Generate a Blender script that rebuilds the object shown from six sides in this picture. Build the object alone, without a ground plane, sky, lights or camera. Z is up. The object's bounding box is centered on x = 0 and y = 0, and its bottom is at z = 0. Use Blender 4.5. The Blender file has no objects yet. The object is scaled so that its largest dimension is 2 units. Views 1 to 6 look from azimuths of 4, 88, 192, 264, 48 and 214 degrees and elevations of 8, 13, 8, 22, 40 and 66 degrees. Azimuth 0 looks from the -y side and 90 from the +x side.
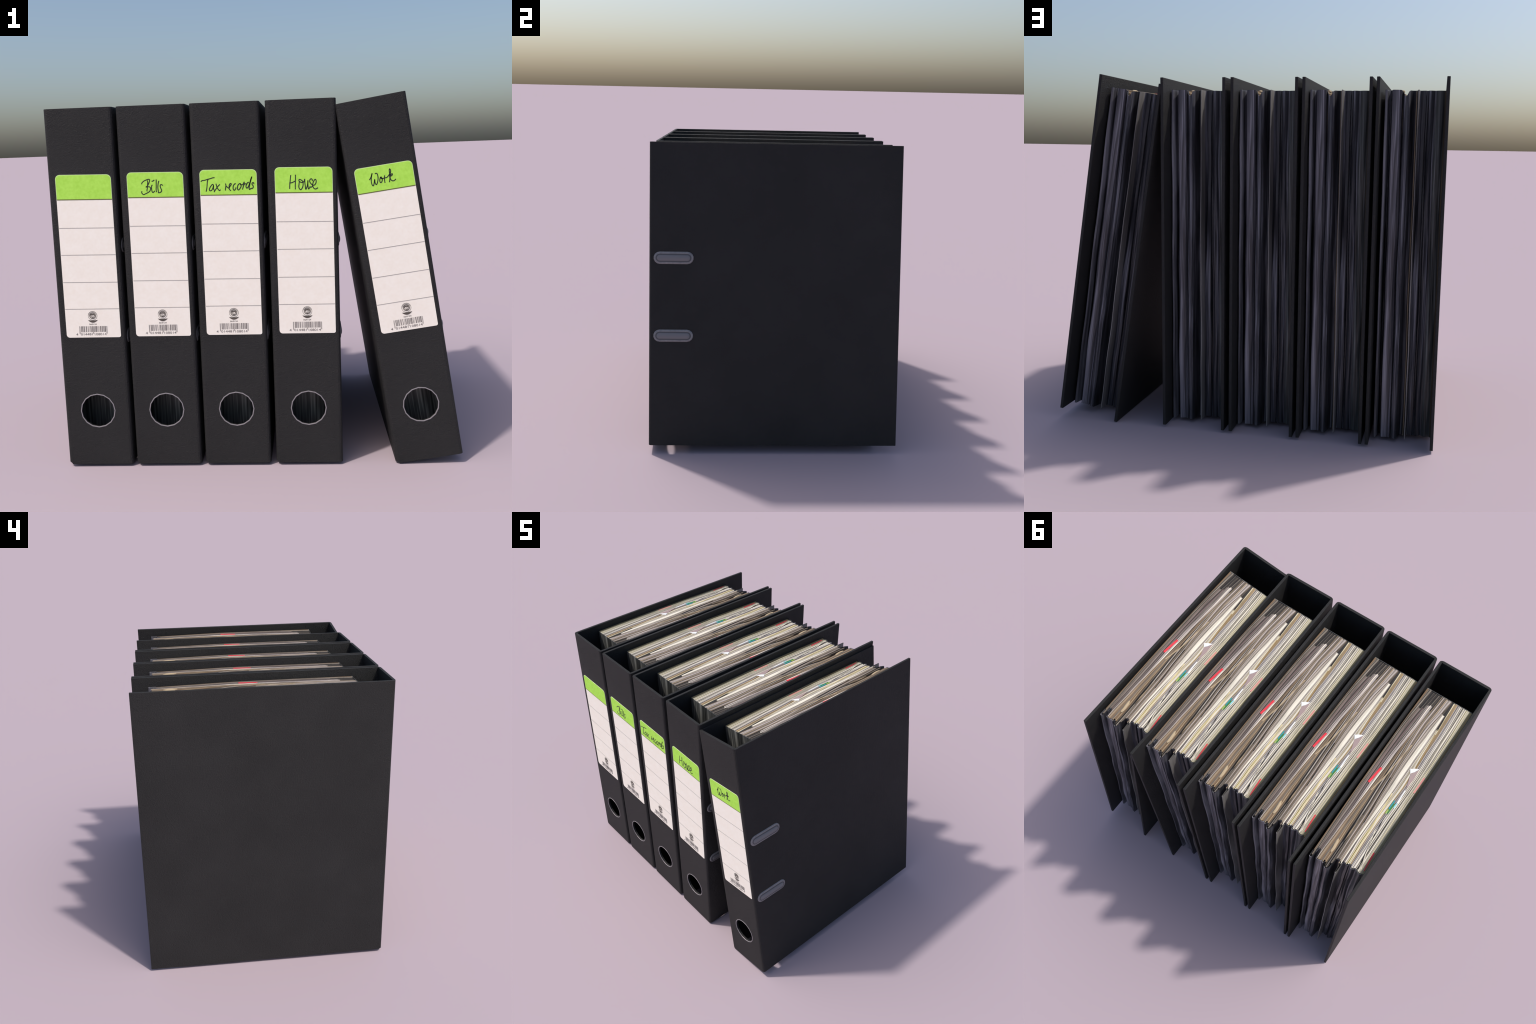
"""Five black lever-arch files standing in a row, the last one leaning on its neighbour.
Each file: two board covers + spine (finger hole with ring), spine label with green title
strip, ruled lines, emblem, barcode and handwriting, two slot eyelets, a stack of papers."""
import bpy, bmesh, math, random
from mathutils import Vector, Matrix, noise

R = math.radians
# ------------------------------------------------------------------ sizes (metres)
W, H, BOARD = 0.335, 1.7995, 0.0155          # file width, height, board thickness
HW = W / 2
Y_FRONT, Y_BACK = -0.7425, 0.744
CORNER = 0.0165                              # rounded hinge between cover and spine
HOLE = (0.002, 0.2857, 0.0862)               # finger hole: x, z, radius
EYELET = dict(y=-0.599, z=(1.124, 0.662), half=0.118, rad=0.0372)
LABEL = dict(x0=-0.1312, x1=0.1445, z0=0.6690, z1=1.4812)

# ------------------------------------------------------------------ node helpers
def new_mat(name):
    m = bpy.data.materials.new(name)
    m.use_nodes = True
    nt = m.node_tree
    nt.nodes.clear()
    out = nt.nodes.new("ShaderNodeOutputMaterial")
    p = nt.nodes.new("ShaderNodeBsdfPrincipled")
    nt.links.new(p.outputs[0], out.inputs[0])
    return m, nt, p

def coords(nt, scale=(1, 1, 1)):
    tc = nt.nodes.new("ShaderNodeTexCoord")
    mp = nt.nodes.new("ShaderNodeMapping")
    mp.inputs["Scale"].default_value = scale
    nt.links.new(tc.outputs["Object"], mp.inputs[0])
    return mp.outputs[0]

def noise_tex(nt, vec, scale, detail=3, rough=0.55, dist=0.0):
    n = nt.nodes.new("ShaderNodeTexNoise")
    n.inputs["Scale"].default_value = scale
    n.inputs["Detail"].default_value = detail
    n.inputs["Roughness"].default_value = rough
    n.inputs["Distortion"].default_value = dist
    nt.links.new(vec, n.inputs["Vector"])
    return n.outputs["Fac"]

def ramp(nt, fac, stops):
    r = nt.nodes.new("ShaderNodeValToRGB")
    els = r.color_ramp.elements
    while len(els) < len(stops):
        els.new(0.5)
    for e, (pos, col) in zip(els, stops):
        e.position = pos
        e.color = (*col, 1)
    nt.links.new(fac, r.inputs[0])
    return r.outputs[0]

def bump(nt, p, height, strength, dist):
    b = nt.nodes.new("ShaderNodeBump")
    b.inputs["Strength"].default_value = strength
    b.inputs["Distance"].default_value = dist
    nt.links.new(height, b.inputs["Height"])
    nt.links.new(b.outputs[0], p.inputs["Normal"])

def add_vals(nt, a, b, op="ADD"):
    m = nt.nodes.new("ShaderNodeMath")
    m.operation = op
    nt.links.new(a, m.inputs[0])
    if isinstance(b, (int, float)):
        m.inputs[1].default_value = b
    else:
        nt.links.new(b, m.inputs[1])
    return m.outputs[0]

def plain(name, col, rough=0.6, metal=0.0, spec=0.3):
    m, nt, p = new_mat(name)
    p.inputs["Base Color"].default_value = (*col, 1)
    p.inputs["Roughness"].default_value = rough
    p.inputs["Metallic"].default_value = metal
    p.inputs["Specular IOR Level"].default_value = spec
    return m

# ------------------------------------------------------------------ materials
def leatherette():
    m, nt, p = new_mat("black_leatherette")
    v = coords(nt)
    grain = noise_tex(nt, v, 70, 4, 0.62, 1.6)
    fine = noise_tex(nt, v, 330, 3, 0.6)
    cloud = noise_tex(nt, v, 3.0, 3, 0.5)
    mix = add_vals(nt, cloud, add_vals(nt, fine, 0.25, "MULTIPLY"))
    col = ramp(nt, mix, [(0.38, (0.0200, 0.0195, 0.0195)), (0.9, (0.0275, 0.0268, 0.0268))])
    nt.links.new(col, p.inputs["Base Color"])
    p.inputs["Roughness"].default_value = 0.62
    p.inputs["Specular IOR Level"].default_value = 0.22
    bump(nt, p, add_vals(nt, grain, add_vals(nt, fine, 0.45, "MULTIPLY")), 0.62, 0.0065)
    return m

def label_paper(name, dark, light):
    m, nt, p = new_mat(name)
    v = coords(nt)
    f = add_vals(nt, noise_tex(nt, v, 22, 3, 0.5), noise_tex(nt, v, 70, 2, 0.5))
    nt.links.new(ramp(nt, add_vals(nt, f, 0.5, "MULTIPLY"), [(0.36, dark), (0.64, light)]), p.inputs["Base Color"])
    p.inputs["Roughness"].default_value = 0.7
    p.inputs["Specular IOR Level"].default_value = 0.2
    return m

def paper(name, col, contrast=0.55):
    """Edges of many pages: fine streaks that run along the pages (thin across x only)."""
    m, nt, p = new_mat(name)
    s1 = noise_tex(nt, coords(nt, (420, 2.2, 2.2)), 1.0, 2, 0.6)
    s2 = noise_tex(nt, coords(nt, (130, 4.5, 4.5)), 1.0, 3, 0.6)
    f = add_vals(nt, add_vals(nt, s1, 0.6, "MULTIPLY"), add_vals(nt, s2, 0.4, "MULTIPLY"))
    patch = noise_tex(nt, coords(nt, (24, 5.5, 1.0)), 1.0, 3, 0.55, 0.5)          # broad tone patches
    f = add_vals(nt, f, add_vals(nt, add_vals(nt, patch, -0.5), 0.28, "MULTIPLY"))
    lo = tuple(c * (1 - contrast) for c in col)
    hi = tuple(min(0.88, c * (1 + 0.22 * contrast)) for c in col)
    nt.links.new(ramp(nt, f, [(0.36, lo), (0.50, col), (0.64, hi)]), p.inputs["Base Color"])
    p.inputs["Roughness"].default_value = 0.75
    p.inputs["Specular IOR Level"].default_value = 0.15
    return m

M_COVER = leatherette()
M_LABEL = label_paper("label_paper_white", (0.93, 0.862, 0.762), (0.96, 0.905, 0.815))
M_GREEN = label_paper("label_paper_green", (0.40, 0.75, 0.085), (0.48, 0.84, 0.120))
M_RULE = plain("printed_rule_grey", (0.36, 0.34, 0.32))
M_OLIVE = plain("printed_rule_olive", (0.13, 0.15, 0.035))
M_EDGE = plain("label_edge_pale_green", (0.55, 0.82, 0.28))
M_INK = plain("pen_ink", (0.018, 0.024, 0.022), 0.5)
M_PRINT = plain("print_ink_brown_grey", (0.10, 0.085, 0.072), 0.7)
M_BAR = plain("barcode_ink", (0.16, 0.14, 0.135), 0.7)
M_RING = plain("finger_ring_metal", (0.30, 0.28, 0.29), 0.55, 0.3)

def eyelet_metal():
    m, nt, p = new_mat("eyelet_dull_metal")
    v = coords(nt)
    col = ramp(nt, noise_tex(nt, v, 55, 4, 0.6), [(0.3, (0.185, 0.185, 0.195)), (0.7, (0.27, 0.26, 0.26))])
    nt.links.new(col, p.inputs["Base Color"])
    p.inputs["Metallic"].default_value = 0.15
    p.inputs["Roughness"].default_value = 0.42
    return m
M_EYELET = eyelet_metal()
M_GROOVE = plain("eyelet_groove_dark_metal", (0.098, 0.098, 0.106), 0.5)  # darkened, and the centre toned too, to draw the shading inside the rim
M_CENTRE = plain("eyelet_centre_metal", (0.19, 0.187, 0.195), 0.45)

PAPER = {
    "white":  paper("paper_white",      (0.78, 0.725, 0.61), 0.28),
    "ivory":  paper("paper_ivory",      (0.70, 0.64, 0.53), 0.36),
    "cream":  paper("paper_cream",      (0.66, 0.60, 0.43), 0.45),
    "yellow": paper("paper_pale_yellow", (0.66, 0.56, 0.30), 0.35),
    "olive":  paper("paper_olive",      (0.27, 0.245, 0.15), 0.6),
    "tan":    paper("paper_tan",        (0.36, 0.25, 0.12), 0.55),
    "lav":    paper("paper_lavender_grey", (0.42, 0.39, 0.385), 0.6),
    "grey":   paper("paper_grey",       (0.26, 0.228, 0.190), 0.65),
    "pink":   paper("paper_pale_pinkish", (0.48, 0.42, 0.39), 0.4),
    "mauve":  paper("paper_mauve_grey", (0.165, 0.138, 0.132), 0.45),
    "taupe":  paper("paper_taupe",      (0.165, 0.14, 0.115), 0.5),
    "brown":  paper("paper_brown",      (0.20, 0.135, 0.085), 0.5),
    "sand":   paper("paper_sand",       (0.33, 0.255, 0.175), 0.45),
    "fold":   paper("paper_light_tan",  (0.46, 0.36, 0.235), 0.35),
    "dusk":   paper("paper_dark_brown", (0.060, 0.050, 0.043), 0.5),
    "rose":   paper("paper_rosy_grey",  (0.20, 0.135, 0.135), 0.45),
    "beige":  paper("paper_beige",      (0.42, 0.37, 0.32), 0.5),
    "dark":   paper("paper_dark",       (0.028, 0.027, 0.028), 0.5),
}
M_RED = plain("tab_red", (0.70, 0.045, 0.065))
M_PINK = plain("tab_pink", (0.68, 0.27, 0.25))
M_WHITE = plain("tab_white", (0.80, 0.80, 0.80))
M_ROSE = plain("tab_rose_grey", (0.36, 0.27, 0.26))
M_TEAL = plain("tab_teal", (0.035, 0.30, 0.33))
M_LEAF = plain("tab_green", (0.05, 0.19, 0.045))
M_LIME = plain("tab_lime", (0.33, 0.50, 0.10))
M_SKY = plain("tab_sky_blue", (0.30, 0.62, 0.66))

# ------------------------------------------------------------------ mesh helpers
def mesh_from_bm(bm, name, mats, smooth=None):
    bmesh.ops.recalc_face_normals(bm, faces=bm.faces)
    me = bpy.data.meshes.new(name)
    bm.to_mesh(me)
    bm.free()
    for m in mats:
        me.materials.append(m)
    if smooth is not None:
        for f in me.polygons:
            f.use_smooth = True
        me.set_sharp_from_angle(angle=R(smooth))
    return me

def prism_y(bm, pts, y0, y1, mat=0):
    """Extrude an (x, z) outline from y0 (front) to y1."""
    a = [bm.verts.new((x, y0, z)) for x, z in pts]
    b = [bm.verts.new((x, y1, z)) for x, z in pts]
    n = len(pts)
    fs = [bm.faces.new(a), bm.faces.new(b[::-1])]
    for i in range(n):
        fs.append(bm.faces.new((a[i], b[i], b[(i + 1) % n], a[(i + 1) % n])))
    for f in fs:
        f.material_index = mat

def rounded_rect(x0, x1, z0, z1, radii, seg=6):
    """radii in the order bottom-left, bottom-right, top-right, top-left."""
    pts = []
    for (cx, cz, a0), r in zip(((x0, z0, 180), (x1, z0, 270), (x1, z1, 0), (x0, z1, 90)), radii):
        ox = cx + (r if cx == x0 else -r)
        oz = cz + (r if cz == z0 else -r)
        for k in range(seg + 1):
            a = R(a0 + 90 * k / seg)
            pts.append((ox + r * math.cos(a), oz + r * math.sin(a)))
    return pts

def stroke(bm, pts, width, y0, y1, sub=5):
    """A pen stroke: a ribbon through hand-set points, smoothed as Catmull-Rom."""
    P = [Vector(p) for p in pts]
    P = [2 * P[0] - P[1]] + P + [2 * P[-1] - P[-2]]
    c = []
    for i in range(1, len(P) - 2):
        a, b, d, e = P[i - 1:i + 3]
        for k in range(sub):
            t = k / sub
            c.append(0.5 * (2 * b + (d - a) * t + (2 * a - 5 * b + 4 * d - e) * t * t + (3 * b - a - 3 * d + e) * t ** 3))
    c.append(P[-2])
    rows = []
    for i, q in enumerate(c):
        t = (c[min(i + 1, len(c) - 1)] - c[max(i - 1, 0)])
        if t.length < 1e-9:
            t = Vector((1, 0))
        t.normalize()
        n = Vector((-t.y, t.x)) * width * 0.5
        rows.append([bm.verts.new((s.x, y, s.y)) for s, y in ((q + n, y0), (q - n, y0), (q - n, y1), (q + n, y1))])
    for a, b in zip(rows, rows[1:]):
        for k in range(4):
            bm.faces.new((a[k], a[(k + 1) % 4], b[(k + 1) % 4], b[k]))
    bm.faces.new(rows[0])
    bm.faces.new(rows[-1][::-1])

# ------------------------------------------------------------------ boards
def cover_mesh(side):
    """Flat board in plan, with the rounded hinge at its outer front corner."""
    s = side
    arc = []
    for k in range(4):
        a = R(90 * k / 3)
        arc.append((s * (HW - CORNER + CORNER * math.cos(a)), Y_FRONT + CORNER - CORNER * math.sin(a)))
    plan = [(s * (HW - BOARD), Y_BACK), (s * HW, Y_BACK)] + arc + [(s * (HW - CORNER), Y_FRONT + BOARD), (s * (HW - BOARD), Y_FRONT + BOARD + 0.0012)]
    bm = bmesh.new()
    lo = [bm.verts.new((x, y, 0)) for x, y in plan]
    hi = [bm.verts.new((x, y, H)) for x, y in plan]
    n = len(plan)
    bm.faces.new(lo)
    bm.faces.new(hi[::-1])
    for i in range(n):
        bm.faces.new((lo[i], lo[(i + 1) % n], hi[(i + 1) % n], hi[i]))
    if side < 0:                                  # worn bottom front corner
        for v, lift in zip(lo[2:6], (0.006, 0.011, 0.010, 0.004)):
            v.co.z += lift
    bmesh.ops.recalc_face_normals(bm, faces=bm.faces)
    # small chamfer on the cut edges of the board (top, bottom, back)
    ed = [e for e in bm.edges if all(abs(v.co.z - H) < 1e-6 for v in e.verts)
          or (all(v.co.y > Y_BACK - 1e-4 for v in e.verts))]
    bmesh.ops.bevel(bm, geom=ed, offset=0.0018, segments=1, affect="EDGES", clamp_overlap=True)
    return mesh_from_bm(bm, "cover", [M_COVER], 20)

def spine_mesh():
    bm = bmesh.new()
    hx = HW - CORNER
    hxo, hzo, r = HOLE
    outer = [bm.verts.new(p) for p in ((-hx, Y_FRONT, 0), (hx, Y_FRONT, 0), (hx, Y_FRONT, H), (-hx, Y_FRONT, H))]
    ring = [bm.verts.new((hxo + r * math.cos(R(22.5 * k)), Y_FRONT, hzo + r * math.sin(R(22.5 * k)))) for k in range(16)]
    ed = [bm.edges.new((a, b)) for lp in (outer, ring) for a, b in zip(lp, lp[1:] + lp[:1])]
    bmesh.ops.triangle_fill(bm, use_beauty=True, edges=ed)
    ext = bmesh.ops.extrude_face_region(bm, geom=bm.faces[:])
    for v in [g for g in ext["geom"] if isinstance(g, bmesh.types.BMVert)]:
        v.co.y += BOARD
    return mesh_from_bm(bm, "spine", [M_COVER])

def ring_mesh():
    """Metal rim of the finger hole: a flat lip outside and a short sleeve through the board."""
    bm = bmesh.new()
    hx, hz, r = HOLE
    prof = [(r + 0.0036, Y_FRONT + 0.0004), (r + 0.0030, Y_FRONT - 0.0012), (r - 0.0012, Y_FRONT - 0.0014),
            (r - 0.0022, Y_FRONT + 0.0006), (r - 0.0008, Y_FRONT + 0.0030), (r + 0.0002, Y_FRONT + 0.0030)]
    rows = []
    for k in range(16):
        a = R(22.5 * k)
        rows.append([bm.verts.new((hx + q * math.cos(a), y, hz + q * math.sin(a))) for q, y in prof])
    n = len(prof)
    for k in range(16):
        a, b = rows[k], rows[(k + 1) % 16]
        for i in range(n):
            bm.faces.new((a[i], a[(i + 1) % n], b[(i + 1) % n], b[i]))
    return mesh_from_bm(bm, "finger_ring", [M_RING])

def eyelet_mesh():
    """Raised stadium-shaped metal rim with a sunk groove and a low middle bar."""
    bm = bmesh.new()
    L, r = EYELET["half"], EYELET["rad"]
    prof = [(0.0, -0.001), (0.001, 0.0010), (0.004, 0.0036), (0.008, 0.0050), (0.0125, 0.0054), (0.0145, 0.0046),
            (0.0170, 0.0048), (0.0205, 0.0074), (0.0270, 0.0105), (0.0345, 0.0115)]
    N = 7
    rows = []
    for off, h in prof:
        row = []
        for sgn, a0 in ((1, -90), (-1, 90)):
            for k in range(N + 1):
                a = R(a0 + 180 * k / N)
                rr = r - off
                yy = sgn * (L - r) + rr * math.cos(a)
                row.append(bm.verts.new((h * (0.85 + 0.15 * (1 + yy / L)), yy, rr * math.sin(a))))
        rows.append(row)
    m = len(rows[0])
    for j, (a, b) in enumerate(zip(rows, rows[1:])):
        for i in range(m):
            bm.faces.new((a[i], a[(i + 1) % m], b[(i + 1) % m], b[i])).material_index = 0 if j < 4 else 1 if j < 7 else 2
    bm.faces.new(rows[-1]).material_index = 2
    bm.faces.new(rows[0][::-1])
    return mesh_from_bm(bm, "slot_eyelet", [M_EYELET, M_GROOVE, M_CENTRE], 35)

# ------------------------------------------------------------------ label
YL, YS, YI = Y_FRONT - 0.0009, Y_FRONT - 0.0012, Y_FRONT - 0.0015     # label, strip, ink fronts

def label_mesh():
    bm = bmesh.new()
    pts = rounded_rect(LABEL["x0"], LABEL["x1"], LABEL["z0"], LABEL["z1"], (0.016, 0.009, 0.022, 0.022))
    pts = [(x, z + 0.0028 * (1 if z > 1 else 0.4) * -(x - 0.006) / 0.138) for x, z in pts]
    prism_y(bm, pts, YL, Y_FRONT + 0.001)
    return mesh_from_bm(bm, "label", [M_LABEL])

def strip_mesh():
    """Green title field; its top corners follow the label, with a pale cut edge round it."""
    bm = bmesh.new()
    for inset, y, mat in ((0.0004, YS, 1), (0.0030, YS - 0.0002, 0)):
        pts = rounded_rect(LABEL["x0"] + inset, LABEL["x1"] - inset, 1.3605, LABEL["z1"] - inset, (0.0005, 0.0005, 0.021, 0.021))
        pts = [(x, z - 0.0028 * (x - 0.006) / 0.138) for x, z in pts]
        prism_y(bm, pts, y, YL + 0.0003, mat)
    return mesh_from_bm(bm, "title_strip", [M_GREEN, M_EDGE])

def rule_mesh(name, zl, zr, h, mat):
    bm = bmesh.new()
    x0, x1 = LABEL["x0"] + 0.002, LABEL["x1"] - 0.001
    prism_y(bm, [(x0, zl - h / 2), (x1, zr - h / 2), (x1, zr + h / 2), (x0, zl + h / 2)], YI, YL + 0.0003)
    return mesh_from_bm(bm, name, [mat])

def emblem_mesh():
    bm = bmesh.new()
    cx, cz = 0.0075, 0.7806
    def annulus(r0, r1, x=cx, z=cz, n=28, squash=1.0):
        for k in range(n):
            a, b = 2 * math.pi * k / n, 2 * math.pi * (k + 1) / n
            prism_y(bm, [(x + r * math.cos(t), z + squash * r * math.sin(t)) for r, t in ((r0, a), (r1, a), (r1, b), (r0, b))], YI, YL + 0.0003)
    annulus(0.0218, 0.0232)
    annulus(0.0120, 0.0150)
    annulus(0.0162, 0.0172)
    for k in range(14):                                    # lettering ring hinted by short dashes
        a = R(20 + 140 * k / 13)
        prism_y(bm, [(cx + r * math.cos(t), cz + r * math.sin(t)) for r, t in
                     ((0.0182, a - 0.035), (0.0208, a - 0.035), (0.0208, a + 0.035), (0.0182, a + 0.035))], YI, YL + 0.0003)
    drop = [(cx + 0.0095 * math.sin(t) * (1 - 0.55 * math.cos(t)) , cz - 0.0015 - 0.0115 * math.cos(t)) for t in [R(15 * k) for k in range(24)]]
    hole = [(cx + (x - cx) * 0.62, cz - 0.002 + (z - cz) * 0.62) for x, z in drop]
    for i in range(24):
        j = (i + 1) % 24
        prism_y(bm, [drop[i], drop[j], hole[j], hole[i]], YI - 0.0001, YL + 0.0003)
    prism_y(bm, [(cx - 0.0009, cz - 0.012), (cx + 0.0009, cz - 0.012), (cx + 0.0009, cz + 0.004), (cx - 0.0009, cz + 0.004)], YI, YL + 0.0003)
    # boat-shaped wreath below
    top = [(cx - 0.0245 + 0.049 * k / 12, 0.7585 - 0.002 * math.sin(math.pi * k / 12)) for k in range(13)]
    low = [(cx + 0.0245 - 0.049 * k / 12, 0.7585 - 0.0135 * math.sin(math.pi * k / 12) ** 0.8) for k in range(1, 12)]
    prism_y(bm, top + low, YI - 0.0002, YL + 0.0003)
    return mesh_from_bm(bm, "emblem", [M_PRINT])

def barcode_mesh(digits="4014481108014"):
    """EAN-13 bars worked out from the digits."""
    Lc = ["0001101", "0011001", "0010011", "0111101", "0100011", "0110001", "0101111", "0111011", "0110111", "0001011"]
    par = ["LLLLLL", "LLGLGG", "LLGGLG", "LLGGGL", "LGLLGG", "LGGLLG", "LGGGLL", "LGLGLG", "LGLGGL", "LGGLGL"]
    inv = lambda s: "".join("10"[int(c)] for c in s)
    bits = "101"
    for d, p in zip(digits[1:7], par[int(digits[0])]):
        c = Lc[int(d)]
        bits += c if p == "L" else inv(c)[::-1]
    bits += "01010" + "".join(inv(Lc[int(d)]) for d in digits[7:]) + "101"
    bm = bmesh.new()
    x0, x1 = -0.0642, 0.0775
    m = (x1 - x0) / len(bits)
    i = 0
    while i < len(bits):
        if bits[i] == "1":
            j = i
            while j < len(bits) and bits[j] == "1":
                j += 1
            zb = 0.6878 if (i < 3 or 44 < i < 50 or i > 91) else 0.6970
            a, b = x0 + i * m, x0 + j * m - 0.12 * m
            tilt = -0.0012
            prism_y(bm, [(a, zb), (b, zb), (b, 0.7276 + tilt * i / 95), (a, 0.7276 + tilt * i / 95)], YI, YL + 0.0003)
            i = j
        else:
            i += 1
    return mesh_from_bm(bm, "barcode", [M_BAR])

def text_mesh(name, pieces, mat):
    """pieces: (text, x_left, z_base, height, x_right)"""
    bm = bmesh.new()
    for txt, x0, z0, h, x1 in pieces:
        cu = bpy.data.curves.new("lettering", "FONT")
        cu.body = txt
        cu.extrude = 0.01
        ob = bpy.data.objects.new("lettering", cu)
        bpy.context.scene.collection.objects.link(ob)
        bpy.context.view_layer.update()
        me = bpy.data.meshes.new_from_object(ob.evaluated_get(bpy.context.evaluated_depsgraph_get()))
        xs = [v.co.x for v in me.vertices]; ys = [v.co.y for v in me.vertices]
        sx = (x1 - x0) / (max(xs) - min(xs)); sz = h / (max(ys) - min(ys))
        for v in me.vertices:
            x, y, z = v.co
            v.co = (x0 + (x - min(xs)) * sx, YI if z > 0 else YL + 0.0003, z0 + (y - min(ys)) * sz)
        bm.from_mesh(me)
        bpy.data.objects.remove(ob)
        bpy.data.curves.remove(cu)
        bpy.data.meshes.remove(me)
    return mesh_from_bm(bm, name, [mat])

# pen strokes in millimetres: x from the middle of the spine, z above 1.36 m
HAND = {
    "bills": [
        [(-59,65),(-57,72),(-49,79),(-39,84),(-29,87),(-22,88),(-19,84),(-22,74),(-27,63),(-33,55),(-39,51),(-30,52),(-21,51),(-17,46),(-19,35),(-24,28),(-33,23),(-44,18),(-52,15),(-58,19),(-61,24),(-60,32)],
        [(-31,83),(-29,74),(-31,59),(-33,43),(-35,36),(-34,30)],
        [(-7,61),(-11,55),(-12,46),(-11,33),(-9,26),(-5,24),(0,28),(3,32)],
        [(-10,78),(-3,79),(4,84)], [(13,86),(12,66),(11,48),(10,37),(11,25)],
        [(26,79),(22,68),(19,49),(20,32),(21,22),(29,23),(35,27),(37,33),(34,41),(31,50),(32,59),(38,60),(44,56)]],
    "tax_records": [
        [(-126,68),(-118,73),(-107,74),(-96,77),(-79,81),(-69,84),(-58,85)], [(-89,81),(-94,67),(-96,49),(-98,35),(-102,19)],
        [(-65,48),(-68,53),(-74,50),(-82,39),(-86,29),(-83,23),(-75,25),(-68,37),(-65,48),(-66,36),(-64,27),(-60,25)],
        [(-53,56),(-51,48),(-47,35),(-41,26),(-37,22),(-32,27)], [(-34,52),(-43,44),(-53,32),(-64,16)],
        [(-7,55),(-5,46),(-7,34),(-9,22)],
        [(-6,44),(1,38),(7,33),(15,42),(21,51),(18,55),(12,50),(10,38),(11,27),(16,22),(19,23)],
        [(42,51),(39,53),(32,46),(29,36),(30,25),(35,22),(41,28),(43,35)],
        [(62,53),(54,47),(50,35),(51,25),(56,23),(64,32),(68,42),(63,54),(69,47),(77,49),(84,60)],
        [(84,61),(81,46),(77,34),(74,24)], [(80,43),(86,51),(94,49)],
        [(106,58),(99,55),(92,43),(92,34),(96,30),(104,39),(111,57),(116,72),(121,84),(114,63),(109,45),(106,30),(108,23),(115,28)],
        [(130,48),(128,55),(122,54),(121,46),(126,40),(125,31),(119,27),(115,30)]],
    "house": [
        [(-54,85),(-56,72),(-58,54),(-60,38),(-61,19)], [(-62,48),(-53,48),(-44,51),(-33,56)], [(-32,86),(-32,71),(-33,50),(-34,35),(-34,16)],
        [(-14,52),(-16,58),(-13,63),(-4,59),(3,51),(-5,48),(-13,52),(-16,40),(-17,26),(-13,17),(-8,14),(-2,20),(3,33),(4,48),(9,54),(12,65)],
        [(12,65),(12,48),(14,28),(16,15),(21,25),(26,42),(27,57),(26,42),(27,25),(29,16),(35,23),(36,28)],
        [(36,28),(40,24),(46,27),(49,33),(42,40),(36,49),(36,59),(42,64),(47,61),(48,53)],
        [(49,33),(57,34),(64,42),(66,54),(62,61),(55,54),(50,42),(49,30),(54,19),(61,15),(68,17),(74,21)]],
    "work": [
        [(-66,61),(-56,74),(-48,91),(-54,75),(-58,57),(-58,42),(-55,32),(-51,32),(-47,41),(-41,60),(-42,45),(-38,34),(-32,40),(-26,55),(-24,69),(-25,82),(-30,87),(-36,85)],
        [(-9,65),(-14,62),(-18,52),(-18,42),(-14,39),(-9,44),(-6,54),(-9,65),(-13,63),(-8,57),(-1,57)],
        [(8,70),(5,58),(4,46),(4,34)], [(-2,57),(7,58),(16,58),(25,65),(31,71)],
        [(25,34),(29,47),(33,68),(39,85),(36,96),(33,89),(32,71),(30,56)],
        [(32,62),(39,70),(45,70),(41,63),(33,60),(32,50),(36,41),(43,37),(51,39),(57,44)]],
}

def hand_mesh(key):
    bm = bmesh.new()
    for i, s in enumerate(HAND[key]):
        stroke(bm, [(x / 1000, 1.36 + z / 1000) for x, z in s], 0.0046, YI - 0.0003 - 0.00004 * i, YS + 0.0002)
    return mesh_from_bm(bm, "handwriting", [M_INK])

# ------------------------------------------------------------------ papers
Z_BOT = 0.006
Y_PF = -0.567                                   # front of the stack
STATIONS = (-0.567, -0.30, 0.0, 0.30, 0.57)

def top_z(y):
    """Top edge of the stack: a little higher at the spine end."""
    return 1.7465 + 0.0085 * max(0.0, min(1.0, (0.58 - y) / 0.42))

def bot_z(y):
    """Lower edge: the spine end of the stack hangs a little clear of the ground."""
    return Z_BOT + 0.034 * smooth01((-0.22 - y) / 0.30)

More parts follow.
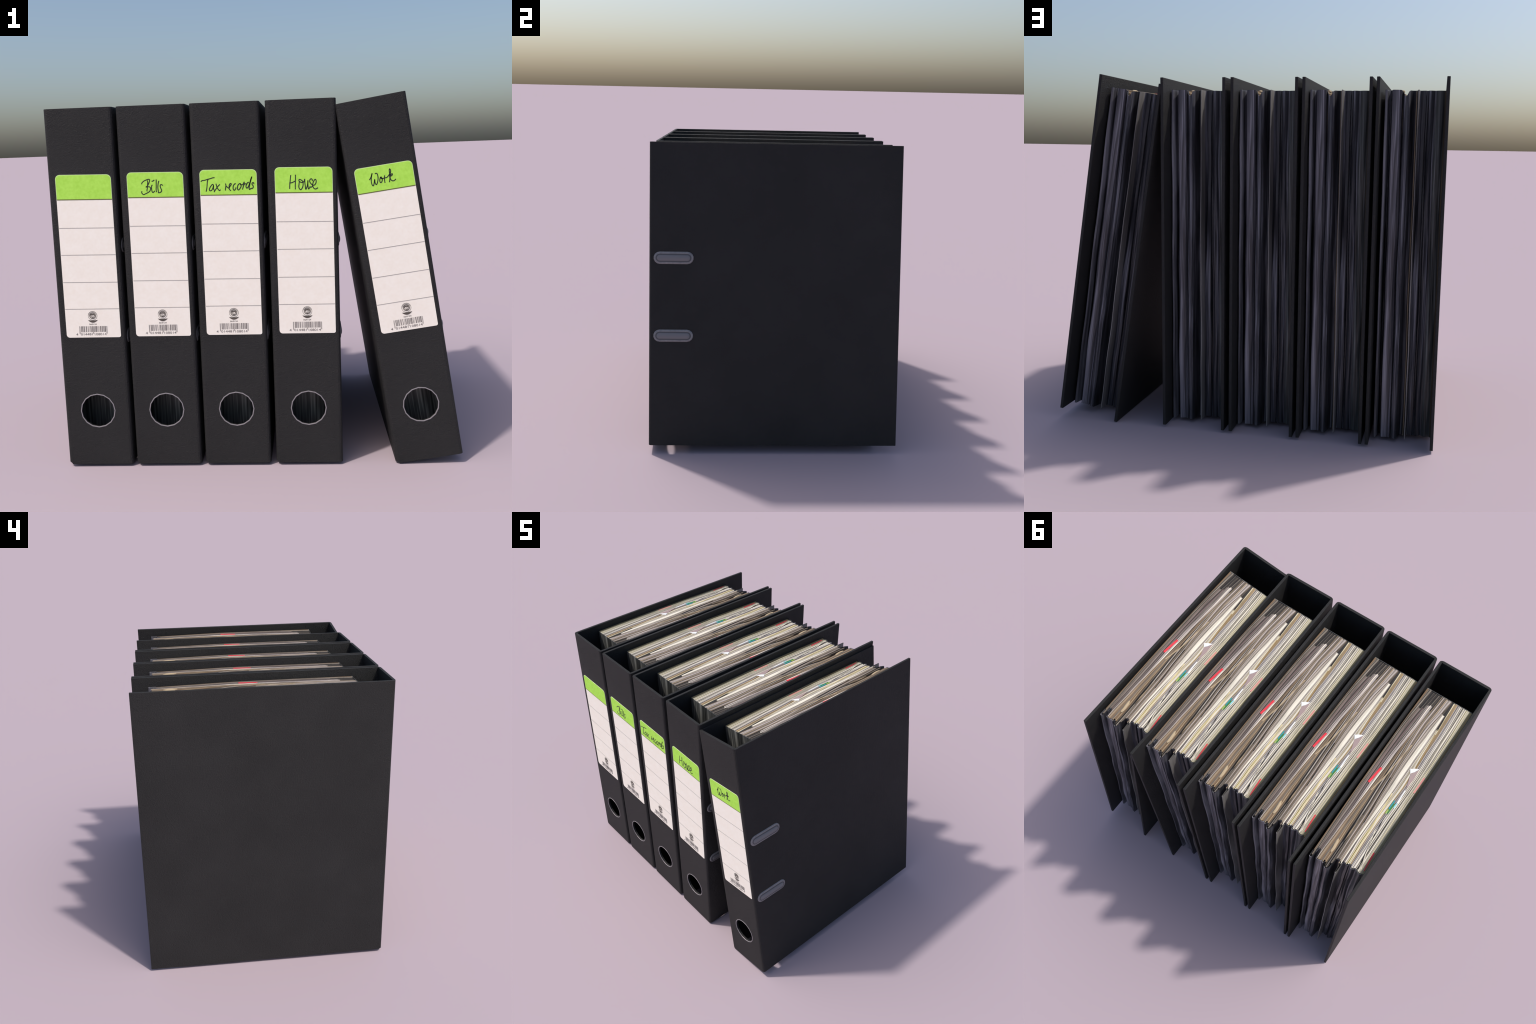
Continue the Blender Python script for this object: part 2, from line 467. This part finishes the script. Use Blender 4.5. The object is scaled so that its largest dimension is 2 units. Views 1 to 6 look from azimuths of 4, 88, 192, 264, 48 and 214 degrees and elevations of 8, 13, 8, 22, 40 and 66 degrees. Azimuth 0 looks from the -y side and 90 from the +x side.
# bundles from the left cover to the right one:
# name, page count, paper kinds, width in mm at the five stations, first y (None: front of the stack)
BUNDLES = [
    ("olive_edge",   3, ("olive", "tan", "olive"),                     (20, 18, 20, 22, 22), None),
    ("cream_fine",   9, ("cream", "olive", "ivory", "grey", "cream"),  (30, 26, 22, 20, 16), None),
    ("white_fine",   8, ("white", "grey", "cream", "dark", "lav", "ivory", "taupe"), (26, 24, 22, 24, 30), None),
    ("lavender",     7, ("lav", "grey", "white", "dark", "lav", "taupe"), (20, 22, 24, 24, 20), None),
    ("tan_pair",     4, ("tan", "grey", "tan", "cream"),               (24, 14, 8, 6, 5),    None),
    ("cream_stripe", 9, ("ivory", "dark", "white", "dark", "yellow", "beige", "ivory", "mauve", "dark"), (4, 12, 24, 32, 36), -0.36),
    ("white_band",   6, ("beige", "white", "white", "ivory", "grey", "beige"), (8, 38, 38, 16, 8),   -0.465),
    ("loose_sheet",  1, ("sand",),                                     (2, 2, 2, 3, 5),      None),
    ("pinkish",      4, ("dark", "pink", "grey", "dark"),              (20, 14, 6, 5, 5),    None),
    ("taupe_fine",   9, ("taupe", "sand", "dark", "taupe", "brown", "pink", "grey", "dark", "sand"), (38, 34, 22, 18, 18), None),
    ("taupe_block",  5, ("taupe", "dusk", "beige", "dark", "taupe"),            (6, 10, 16, 24, 28),  -0.44),
    ("brown_fold",   8, ("brown", "fold", "brown", "sand", "taupe", "brown", "sand"), (6, 8, 14, 30, 44), -0.40),  # light and brown stripes paint the fold's highlight and its shaded side
    ("pale_grey",    8, ("dusk", "white", "pink", "mauve", "pink", "dusk", "grey", "mauve"), (26, 30, 30, 18, 12), -0.470),
    ("mauve",        8, ("mauve", "rose", "dusk", "mauve", "grey", "rose", "taupe", "dusk"), (32, 30, 28, 22, 12), -0.428),
    ("outer_sheet",  4, ("grey", "dark", "taupe", "brown"),            (30, 12, 9, 12, 16),  None),
]

# free back edge of the stack in plan (x from the middle, y), from the right cover to the left:
# page ends, some proud, with folds between them.  One tuple per shade-coloured wall.
BACK_EDGE = [
    [(0.147, 0.606), (0.146, 0.642), (0.141, 0.646), (0.135, 0.645), (0.131, 0.612)],
    [(0.131, 0.612), (0.126, 0.586), (0.120, 0.582), (0.115, 0.606), (0.112, 0.633)],
    [(0.112, 0.633), (0.103, 0.638), (0.090, 0.636), (0.077, 0.632), (0.068, 0.636), (0.062, 0.620)],
    [(0.062, 0.620), (0.057, 0.641), (0.047, 0.646), (0.038, 0.641), (0.033, 0.645), (0.027, 0.618)],
    [(0.027, 0.618), (0.021, 0.586), (0.014, 0.577), (0.004, 0.574), (-0.004, 0.584), (-0.0075, 0.600)],
    [(-0.0075, 0.600), (-0.0090, 0.640), (-0.0115, 0.644), (-0.0140, 0.640), (-0.0160, 0.585)],
    [(-0.0160, 0.585), (-0.022, 0.573), (-0.033, 0.578), (-0.046, 0.577), (-0.050, 0.566), (-0.056, 0.566)],
    [(-0.056, 0.566), (-0.061, 0.579), (-0.070, 0.582), (-0.081, 0.577), (-0.087, 0.570), (-0.094, 0.571)],
    [(-0.094, 0.571), (-0.104, 0.579), (-0.117, 0.582), (-0.128, 0.578), (-0.134, 0.575)],
    [(-0.134, 0.575), (-0.141, 0.583), (-0.150, 0.590)],
]
_edge = sorted(p for seg in BACK_EDGE for p in seg)

def back_y(x):
    x = max(_edge[0][0], min(_edge[-1][0], x))
    for (x0, y0), (x1, y1) in zip(_edge, _edge[1:]):
        if x0 <= x <= x1:
            return y0 if x1 - x0 < 1e-6 else y0 + (y1 - y0) * (x - x0) / (x1 - x0)
    return _edge[-1][1]

def curve5(v, y):
    """Smooth curve through the values at the five stations."""
    y = max(STATIONS[0], min(STATIONS[-1], y))
    k = 0
    while k < 3 and y > STATIONS[k + 1]:
        k += 1
    h = STATIONS[k + 1] - STATIONS[k]
    t = (y - STATIONS[k]) / h
    def slope(i):
        a, b = max(0, i - 1), min(4, i + 1)
        return (v[b] - v[a]) / (STATIONS[b] - STATIONS[a])
    t2, t3 = t * t, t * t * t
    return (v[k] * (2 * t3 - 3 * t2 + 1) + slope(k) * h * (t3 - 2 * t2 + t)
            + v[k + 1] * (3 * t2 - 2 * t3) + slope(k + 1) * h * (t3 - t2))

def smooth01(t):
    t = max(0.0, min(1.0, t))
    return t * t * (3 - 2 * t)

def build_slots():
    rnd = random.Random(11)
    slots = []                                   # (bundle index, kind, widths, y0)
    for bi, (nm, n, kinds, w, y0) in enumerate(BUNDLES):
        base = [rnd.uniform(0.6, 1.4) * {"white": 1.7, "ivory": 1.25, "dark": 0.62}.get(kinds[k % len(kinds)], 1.0) for k in range(n)]
        parts = [[p * rnd.uniform(0.3, 1.9) for p in base] for _ in STATIONS]
        drift = rnd.uniform(-0.02, 0.02)
        for i in range(n):
            ws = tuple(max(0.0005, w[s] * parts[s][i] / sum(parts[s]) / 1000) for s in range(5))
            a = Y_PF + 0.0025 + rnd.uniform(0, 0.001) if y0 is None else y0 + drift * (i / n - 0.5) + rnd.uniform(-0.006, 0.006)
            slots.append((bi, kinds[i % len(kinds)], ws, a))
    return slots

SLOTS = build_slots()
X_LEFT, X_RIGHT = (-0.1485, -0.150, -0.150, -0.150, -0.1500), (0.1425, 0.146, 0.147, 0.147, 0.1450)
_rows = {}

def border(i, y):
    """x of the border before slot i at depth y (borders never cross)."""
    k = round(y, 3)
    if k not in _rows:
        ws = [max(0.0004, curve5(s[2], k)) for s in SLOTS]
        xl, xr = curve5(X_LEFT, k), curve5(X_RIGHT, k)
        f = (xr - xl) / sum(ws)
        row = [xl]
        for w in ws:
            row.append(row[-1] + w * f)
        _rows[k] = row
    return _rows[k][i]

def sway(x, y, z):
    """Slow shared waviness of the pages, strongest at the free back edge; zero at the sides."""
    env = max(0.0, 1 - (x / 0.148) ** 2)
    back = 0.2 + 0.8 * smooth01((y + 0.1) / 0.6)
    n = noise.noise(Vector((x * 9 + 3.1, y * 1.6, z * 1.7))) + 0.5 * noise.noise(Vector((x * 22, y * 3 + 9, z * 4.2)))
    return 0.0055 * env * back * n * smooth01((1.75 - z) / 0.35)

def bow(x, y):
    """Sideways bends of the pages in plan."""
    env = max(0.0, 1 - (x / 0.147) ** 2)
    return env * (0.0105 * noise.noise(Vector((x * 11 + 7.3, y * 3.2, 2.2))) + 0.0022 * noise.noise(Vector((x * 30, y * 8.0, 5.1)))) * smooth01((0.56 - y) / 0.2)

def dip(x, y):
    """Pages curled down towards the back edge: the valley that shows as a notch from behind."""
    return 0.031 * math.exp(-((x - 0.047) / 0.0125) ** 2) * smooth01((y - 0.12) / 0.42)

def page(bm, i, y0, y1, lower, mat, fill=0.94, ny=34, nz=12, seed=0):
    """One leaf (or thin sheaf) standing upright: closed slab with wavy sides."""
    zs = [k / nz for k in range(nz + 1)]
    ncol = max(2, int(ny * (y1 - y0) / 1.15))
    L, Rr = [], []
    for a in range(ncol + 1):
        y = y0 + (y1 - y0) * a / ncol
        xl, xr = border(i, y), border(i + 1, y)
        xm0, hw = (xl + xr) / 2, max(0.0002, (xr - xl) / 2 * fill)
        xm0 += bow(xm0, y)
        top = top_z(y) - lower
        colL, colR = [], []
        for t in zs:
            z = bot_z(y) + (top - bot_z(y)) * t
            xm = xm0 + sway(xm0, y, z)
            zz = z - dip(xm, y) * max(0.0, (z - 1.5) / (top - 1.5))
            colL.append(bm.verts.new((xm - hw, y, zz)))
            colR.append(bm.verts.new((xm + hw, y, zz)))
        L.append(colL); Rr.append(colR)
    fs = []
    for a in range(ncol):
        for k in range(nz):
            fs.append(bm.faces.new((L[a][k], L[a + 1][k], L[a + 1][k + 1], L[a][k + 1])))
            fs.append(bm.faces.new((Rr[a][k], Rr[a][k + 1], Rr[a + 1][k + 1], Rr[a + 1][k])))
        fs.append(bm.faces.new((L[a][nz], L[a + 1][nz], Rr[a + 1][nz], Rr[a][nz])))
        fs.append(bm.faces.new((L[a][0], Rr[a][0], Rr[a + 1][0], L[a + 1][0])))
    for k in range(nz):
        fs.append(bm.faces.new((L[0][k], L[0][k + 1], Rr[0][k + 1], Rr[0][k])))
        fs.append(bm.faces.new((L[-1][k], Rr[-1][k], Rr[-1][k + 1], L[-1][k + 1])))
    for f in fs:
        f.material_index = mat

def paper_meshes():
    rnd = random.Random(5)
    bundles = [bmesh.new() for _ in BUNDLES]
    kinds = [sorted(set(b[2])) for b in BUNDLES]
    filler = bmesh.new()
    for i, (bi, kind, ws, y0) in enumerate(SLOTS):
        xm = (border(i, 0.57) + border(i + 1, 0.57)) / 2
        y1 = min(back_y(xm + d) for d in (-0.004, 0.0, 0.004)) - 0.0060
        if BUNDLES[bi][0] == "loose_sheet":
            y1 = 0.590
        lower = rnd.uniform(0.0, 0.0022) + (0.0015 if kind == "dark" else 0)
        page(bundles[bi], i, y0, y1, lower, kinds[bi].index(kind), rnd.uniform(0.88, 0.97), seed=i)
        if y0 > Y_PF + 0.02:                     # near-black short leaf: shadow of the hollow before a later page, put into colour
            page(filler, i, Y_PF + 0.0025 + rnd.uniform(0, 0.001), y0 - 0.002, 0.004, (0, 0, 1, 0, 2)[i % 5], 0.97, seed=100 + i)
    out = []
    for bm, b, ks in zip(bundles, BUNDLES, kinds):
        out.append(mesh_from_bm(bm, "paper_bundle", [PAPER[k] for k in ks]))
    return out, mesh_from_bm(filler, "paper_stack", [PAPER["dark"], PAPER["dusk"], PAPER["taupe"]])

def sleeve(name, lo, mid, hi):
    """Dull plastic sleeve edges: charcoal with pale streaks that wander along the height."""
    m, nt, p = new_mat(name)
    v1 = coords(nt, (58, 10, 1.3))
    v2 = coords(nt, (240, 40, 2.4))
    f = add_vals(nt, add_vals(nt, noise_tex(nt, v1, 1.0, 3, 0.55, 0.9), 0.68, "MULTIPLY"),
                 add_vals(nt, noise_tex(nt, v2, 1.0, 3, 0.6, 0.3), 0.32, "MULTIPLY"))
    nt.links.new(ramp(nt, f, [(0.38, lo), (0.52, mid), (0.66, hi)]), p.inputs["Base Color"])
    p.inputs["Roughness"].default_value = 0.38
    p.inputs["Specular IOR Level"].default_value = 0.35
    return m

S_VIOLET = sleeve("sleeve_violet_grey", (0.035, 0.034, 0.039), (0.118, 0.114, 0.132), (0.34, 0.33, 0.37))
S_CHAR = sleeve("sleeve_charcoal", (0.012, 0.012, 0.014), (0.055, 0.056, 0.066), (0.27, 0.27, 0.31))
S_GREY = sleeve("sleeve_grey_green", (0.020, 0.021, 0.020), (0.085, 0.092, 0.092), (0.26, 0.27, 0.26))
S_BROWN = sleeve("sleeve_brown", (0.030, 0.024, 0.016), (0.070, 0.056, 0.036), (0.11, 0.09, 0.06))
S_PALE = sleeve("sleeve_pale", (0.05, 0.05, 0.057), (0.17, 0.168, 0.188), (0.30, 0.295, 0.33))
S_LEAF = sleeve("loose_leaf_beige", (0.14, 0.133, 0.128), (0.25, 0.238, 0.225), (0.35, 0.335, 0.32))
SHADE_WALLS = list(zip(BACK_EDGE, (S_PALE, S_CHAR, S_VIOLET, S_CHAR, S_CHAR, S_LEAF, S_CHAR, S_CHAR, S_GREY, S_BROWN)))

S_FRONT = sleeve("sleeve_front_grey", (0.018, 0.019, 0.018), (0.090, 0.092, 0.088), (0.30, 0.30, 0.275))  # dark grey streaked wall across the spine end of the pages
SHADE_WALLS.append(([(0.1425, -0.566), (0.10, -0.5665), (0.05, -0.5662), (0.0, -0.567), (-0.05, -0.5662), (-0.10, -0.567), (-0.1485, -0.566)], S_FRONT))

def shade_wall_mesh(plan, mat):
    """A folded upright strip along one stretch of the back edge, waving along its height."""
    P = [Vector(p) for p in plan]
    Q = [2 * P[0] - P[1]] + P + [2 * P[-1] - P[-2]]
    line = []
    for i in range(1, len(Q) - 2):
        a, b, c, d = Q[i - 1:i + 3]
        for k in range(3):
            t = k / 3
            q = 0.5 * (2 * b + (c - a) * t + (2 * a - 5 * b + 4 * c - d) * t * t + (3 * b - a - 3 * c + d) * t ** 3)
            line.append((b + (c - b) * t) * 0.5 + q * 0.5)
    line.append(P[-1])
    nz = 44
    bm = bmesh.new()
    F, B = [], []
    for q in line:
        x, y = q
        ztop = top_z(y) + 0.0004
        cf, cb = [], []
        for k in range(nz + 1):
            z = bot_z(y) + (ztop - bot_z(y)) * k / nz
            xx = x + sway(x, y, z)
            env = smooth01((ztop - z) / 0.25)
            wob = max(-0.0015, 0.011 * env * (0.2 + noise.noise(Vector((x * 26, 4.7, z * 3.1)))) + 0.004 * env * noise.noise(Vector((x * 85, 1.3, z * 5.0))))
            zz = z - dip(xx, y) * max(0.0, (z - 1.5) / (ztop - 1.5))
            if y < 0:                                # spine end: a nearly flat face
                cf.append(bm.verts.new((xx, y, zz)))
                cb.append(bm.verts.new((xx, y + 0.003, zz)))
                continue
            cf.append(bm.verts.new((xx, y + wob - 0.0005, zz)))
            cb.append(bm.verts.new((xx, y + min(wob, 0) - 0.0040, zz)))
        F.append(cf); B.append(cb)
    for a in range(len(line) - 1):
        for k in range(nz):
            bm.faces.new((F[a][k], F[a][k + 1], F[a + 1][k + 1], F[a + 1][k]))
            bm.faces.new((B[a][k], B[a + 1][k], B[a + 1][k + 1], B[a][k + 1]))
        bm.faces.new((F[a][nz], B[a][nz], B[a + 1][nz], F[a + 1][nz]))
        bm.faces.new((F[a][0], F[a + 1][0], B[a + 1][0], B[a][0]))
    for c, d in ((F[0], B[0]), (F[-1], B[-1])):
        for k in range(nz):
            bm.faces.new((c[k], d[k], d[k + 1], c[k + 1]))
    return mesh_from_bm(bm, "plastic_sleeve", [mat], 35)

def tab_mesh(name, pts, mat, h=0.0018):
    """Small coloured paper slip lying in the top edge of the stack: outline in plan (dx, y)."""
    bm = bmesh.new()
    lo = [bm.verts.new((x, y, top_z(y) - 0.010)) for x, y in pts]
    h = 0.0009 if name == "loose_leaf" else h
    hi = [bm.verts.new((x, y, top_z(y) + h - dip(x, y))) for x, y in pts]
    n = len(pts)
    bm.faces.new(lo); bm.faces.new(hi)
    for i in range(n):
        bm.faces.new((lo[i], lo[(i + 1) % n], hi[(i + 1) % n], hi[i]))
    return mesh_from_bm(bm, name, [mat])

def knot_mesh():
    """Crumpled fold of brown paper near the back: a lens-shaped loop."""
    bm = bmesh.new()
    N = 18
    outer, inner = [], []
    for k in range(N):
        a = 2 * math.pi * k / N
        x, y = 0.0090 * math.sin(a), 0.034 * math.cos(a) * (1.5 if math.cos(a) < 0 else 1)
        x += -0.10 * y * (1 if y < 0 else 0.3)
        c = (0.066 + x, 0.530 + y)
        outer.append(c)
        inner.append((0.066 + x * 0.45, 0.530 + y * 0.45))
    ov = [[bm.verts.new((x, y, top_z(y) + dz)) for x, y in lp] for lp, dz in ((outer, -0.006), (outer, 0.0008), (inner, 0.0040))]
    for a, b in zip(ov, ov[1:]):
        for k in range(N):
            bm.faces.new((a[k], a[(k + 1) % N], b[(k + 1) % N], b[k]))
    tip = bm.verts.new((0.0665, 0.527, top_z(0.53) + 0.0015))
    for k in range(N):
        bm.faces.new((ov[2][k], ov[2][(k + 1) % N], tip))
    return mesh_from_bm(bm, "crumpled_fold", [PAPER["fold"]], 60)

SLIPS = [   # name, outline (dx, y) in metres, material
    ("index_tab",  [(0.092, 0.011), (0.104, 0.011), (0.117, 0.121), (0.105, 0.123)], M_RED),
    ("index_tab",  [(-0.118, 0.442), (-0.125, 0.442), (-0.131, 0.551), (-0.127, 0.551)], M_RED),
    ("index_tab",  [(-0.120, -0.069), (-0.128, -0.069), (-0.125, 0.040), (-0.117, 0.040)], M_PINK),
    ("paper_slip", [(-0.034, -0.071), (-0.056, -0.088), (-0.077, -0.097), (-0.062, -0.066), (-0.048, -0.048)], M_WHITE),
    ("paper_slip", [(-0.050, -0.047), (-0.064, -0.066), (-0.078, -0.095), (-0.081, -0.03), (-0.076, 0.045)], M_ROSE),
    ("photo_slip", [(-0.057, 0.134), (-0.064, 0.137), (-0.062, 0.195), (-0.055, 0.190)], M_TEAL),
    ("photo_slip", [(-0.0645, 0.150), (-0.073, 0.155), (-0.070, 0.225), (-0.0625, 0.215)], M_LEAF),
    ("photo_slip", [(-0.055, 0.192), (-0.0615, 0.200), (-0.060, 0.228), (-0.054, 0.222)], M_LIME),
    ("photo_slip", [(-0.074, 0.142), (-0.082, 0.145), (-0.080, 0.176), (-0.0735, 0.172)], M_SKY),
    ("loose_leaf", [(0.024, 0.030), (0.030, 0.036), (0.024, 0.150), (0.010, 0.335), (0.007, 0.330), (0.018, 0.170)], PAPER["dark"]),
    ("loose_leaf", [(-0.046, -0.330), (-0.041, -0.330), (-0.047, -0.180), (-0.060, -0.075), (-0.064, -0.080), (-0.053, -0.190)], PAPER["tan"]),
    ("loose_leaf", [(0.060, -0.470), (0.066, -0.474), (0.076, -0.300), (0.086, -0.120), (0.093, 0.020), (0.088, 0.020), (0.080, -0.120), (0.068, -0.300)], PAPER["pink"]),
    ("loose_leaf", [(0.030, -0.200), (0.034, -0.200), (0.058, 0.040), (0.078, 0.150), (0.074, 0.155), (0.052, 0.050)], PAPER["fold"]),
    ("loose_leaf", [(-0.030, 0.110), (-0.025, 0.105), (-0.034, 0.330), (-0.040, 0.560), (-0.046, 0.560), (-0.040, 0.330)], PAPER["yellow"]),
    ("loose_leaf", [(-0.062, 0.330), (-0.058, 0.328), (-0.086, 0.470), (-0.112, 0.560), (-0.116, 0.560), (-0.091, 0.465)], PAPER["ivory"]),
    ("loose_leaf", [(-0.066, 0.250), (-0.063, 0.250), (-0.074, 0.400), (-0.096, 0.560), (-0.100, 0.560), (-0.078, 0.400)], PAPER["dark"]),
    ("loose_leaf", [(0.003, -0.558), (0.009, -0.558), (0.015, -0.450), (0.026, -0.330), (0.011, -0.440)], PAPER["pink"]),
    ("loose_leaf", [(0.036, 0.300), (0.040, 0.296), (0.044, 0.420), (0.040, 0.470), (0.034, 0.400)], PAPER["sand"]),
    ("paper_slip", [(-0.074, 0.055), (-0.079, 0.052), (-0.083, 0.142), (-0.075, 0.140)], M_WHITE),
]

# ------------------------------------------------------------------ assemble
COVER_L, COVER_R, SPINE, RING, EYE = cover_mesh(-1), cover_mesh(1), spine_mesh(), ring_mesh(), eyelet_mesh()
LAB, STRIP, EMB, BARC = label_mesh(), strip_mesh(), emblem_mesh(), barcode_mesh()
RULES = [rule_mesh("rule_line", zl, zr, 0.0026, M_RULE) for zl, zr in
         ((1.2233, 1.2180), (1.0893, 1.0850), (0.9520, 0.9480), (0.8163, 0.8133))]
RULE_G = rule_mesh("rule_line", 1.3625, 1.3575, 0.0046, M_OLIVE)
DIGITS = text_mesh("printed_digits", [("4", -0.0823, 0.6808, 0.0112, -0.0725), ("014481", -0.0585, 0.6808, 0.0112, 0.0020),
                                      ("108014", 0.0120, 0.6800, 0.0112, 0.0715)], M_BAR)
CODE = text_mesh("printed_code", [("56/0124", -0.0125, 0.7336, 0.0068, 0.0248)], M_PRINT)
BUNDLE_MESHES, STACK = paper_meshes()
SHADE_WALL_MESHES = [shade_wall_mesh(*a) for a in SHADE_WALLS]
KNOT = knot_mesh()
TABS = [(n, tab_mesh(n, p, m)) for n, p, m in SLIPS]

def put(name, data, parent, loc=(0, 0, 0)):
    o = bpy.data.objects.new(name, data)
    bpy.context.scene.collection.objects.link(o)
    o.parent = parent
    o.location = loc
    return o

LEAN = R(8.67)
FILES = [   # x, z of the middle of the base, lean, handwriting, label
    (-0.8325, 0.0115, 0, None, "black lever arch file with blank green and white spine label"),
    (-0.4795, 0.0115, 0, "bills", "black lever arch file with handwritten bills spine label"),
    (-0.1245, 0.0115, 0, "tax_records", "black lever arch file with handwritten tax records spine label"),
    (0.2370, 0.0115, 0, "house", "black lever arch file with handwritten house spine label"),
    (0.6688 + HW * math.cos(LEAN), HW * math.sin(LEAN), LEAN, "work", "leaning black lever arch file with handwritten work spine label"),
]

def build():
    for x, z, lean, hand, text in FILES:
        f = put("lever_arch_file", None, None, (x, 0, z))
        f.rotation_euler = (0, -lean, 0)
        f["label"] = text
        f["category"] = "ring binder"
        put("cover", COVER_L, f)
        cr = put("cover", COVER_R, f)
        for ez in EYELET["z"]:
            put("slot_eyelet", EYE, cr, (HW, EYELET["y"], ez))
        sp = put("spine", SPINE, f)
        put("finger_ring", RING, sp)
        lab = put("label", LAB, f)
        put("title_strip", STRIP, lab)
        for r in [RULE_G] + RULES:
            put("rule_line", r, lab)
        put("emblem", EMB, lab)
        put("printed_code", CODE, lab)
        put("barcode", BARC, lab)
        put("printed_digits", DIGITS, lab)
        if hand:
            put("handwriting", hand_mesh(hand), lab)
        # the papers sit a little askew in the two end files
        shift, twist, tip = {None: (-0.0058, 0.0103, 0.0), "work": (-0.0105, 0.005, 0.0045)}.get(hand, (0.0, 0.0, 0.0))
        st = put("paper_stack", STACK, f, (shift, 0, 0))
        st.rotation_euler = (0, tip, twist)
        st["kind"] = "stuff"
        for me in BUNDLE_MESHES:
            put("paper_bundle", me, st)
        for me in SHADE_WALL_MESHES:
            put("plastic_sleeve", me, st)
        put("crumpled_fold", KNOT, st)
        for n, me in TABS:
            put(n, me, st)

build()
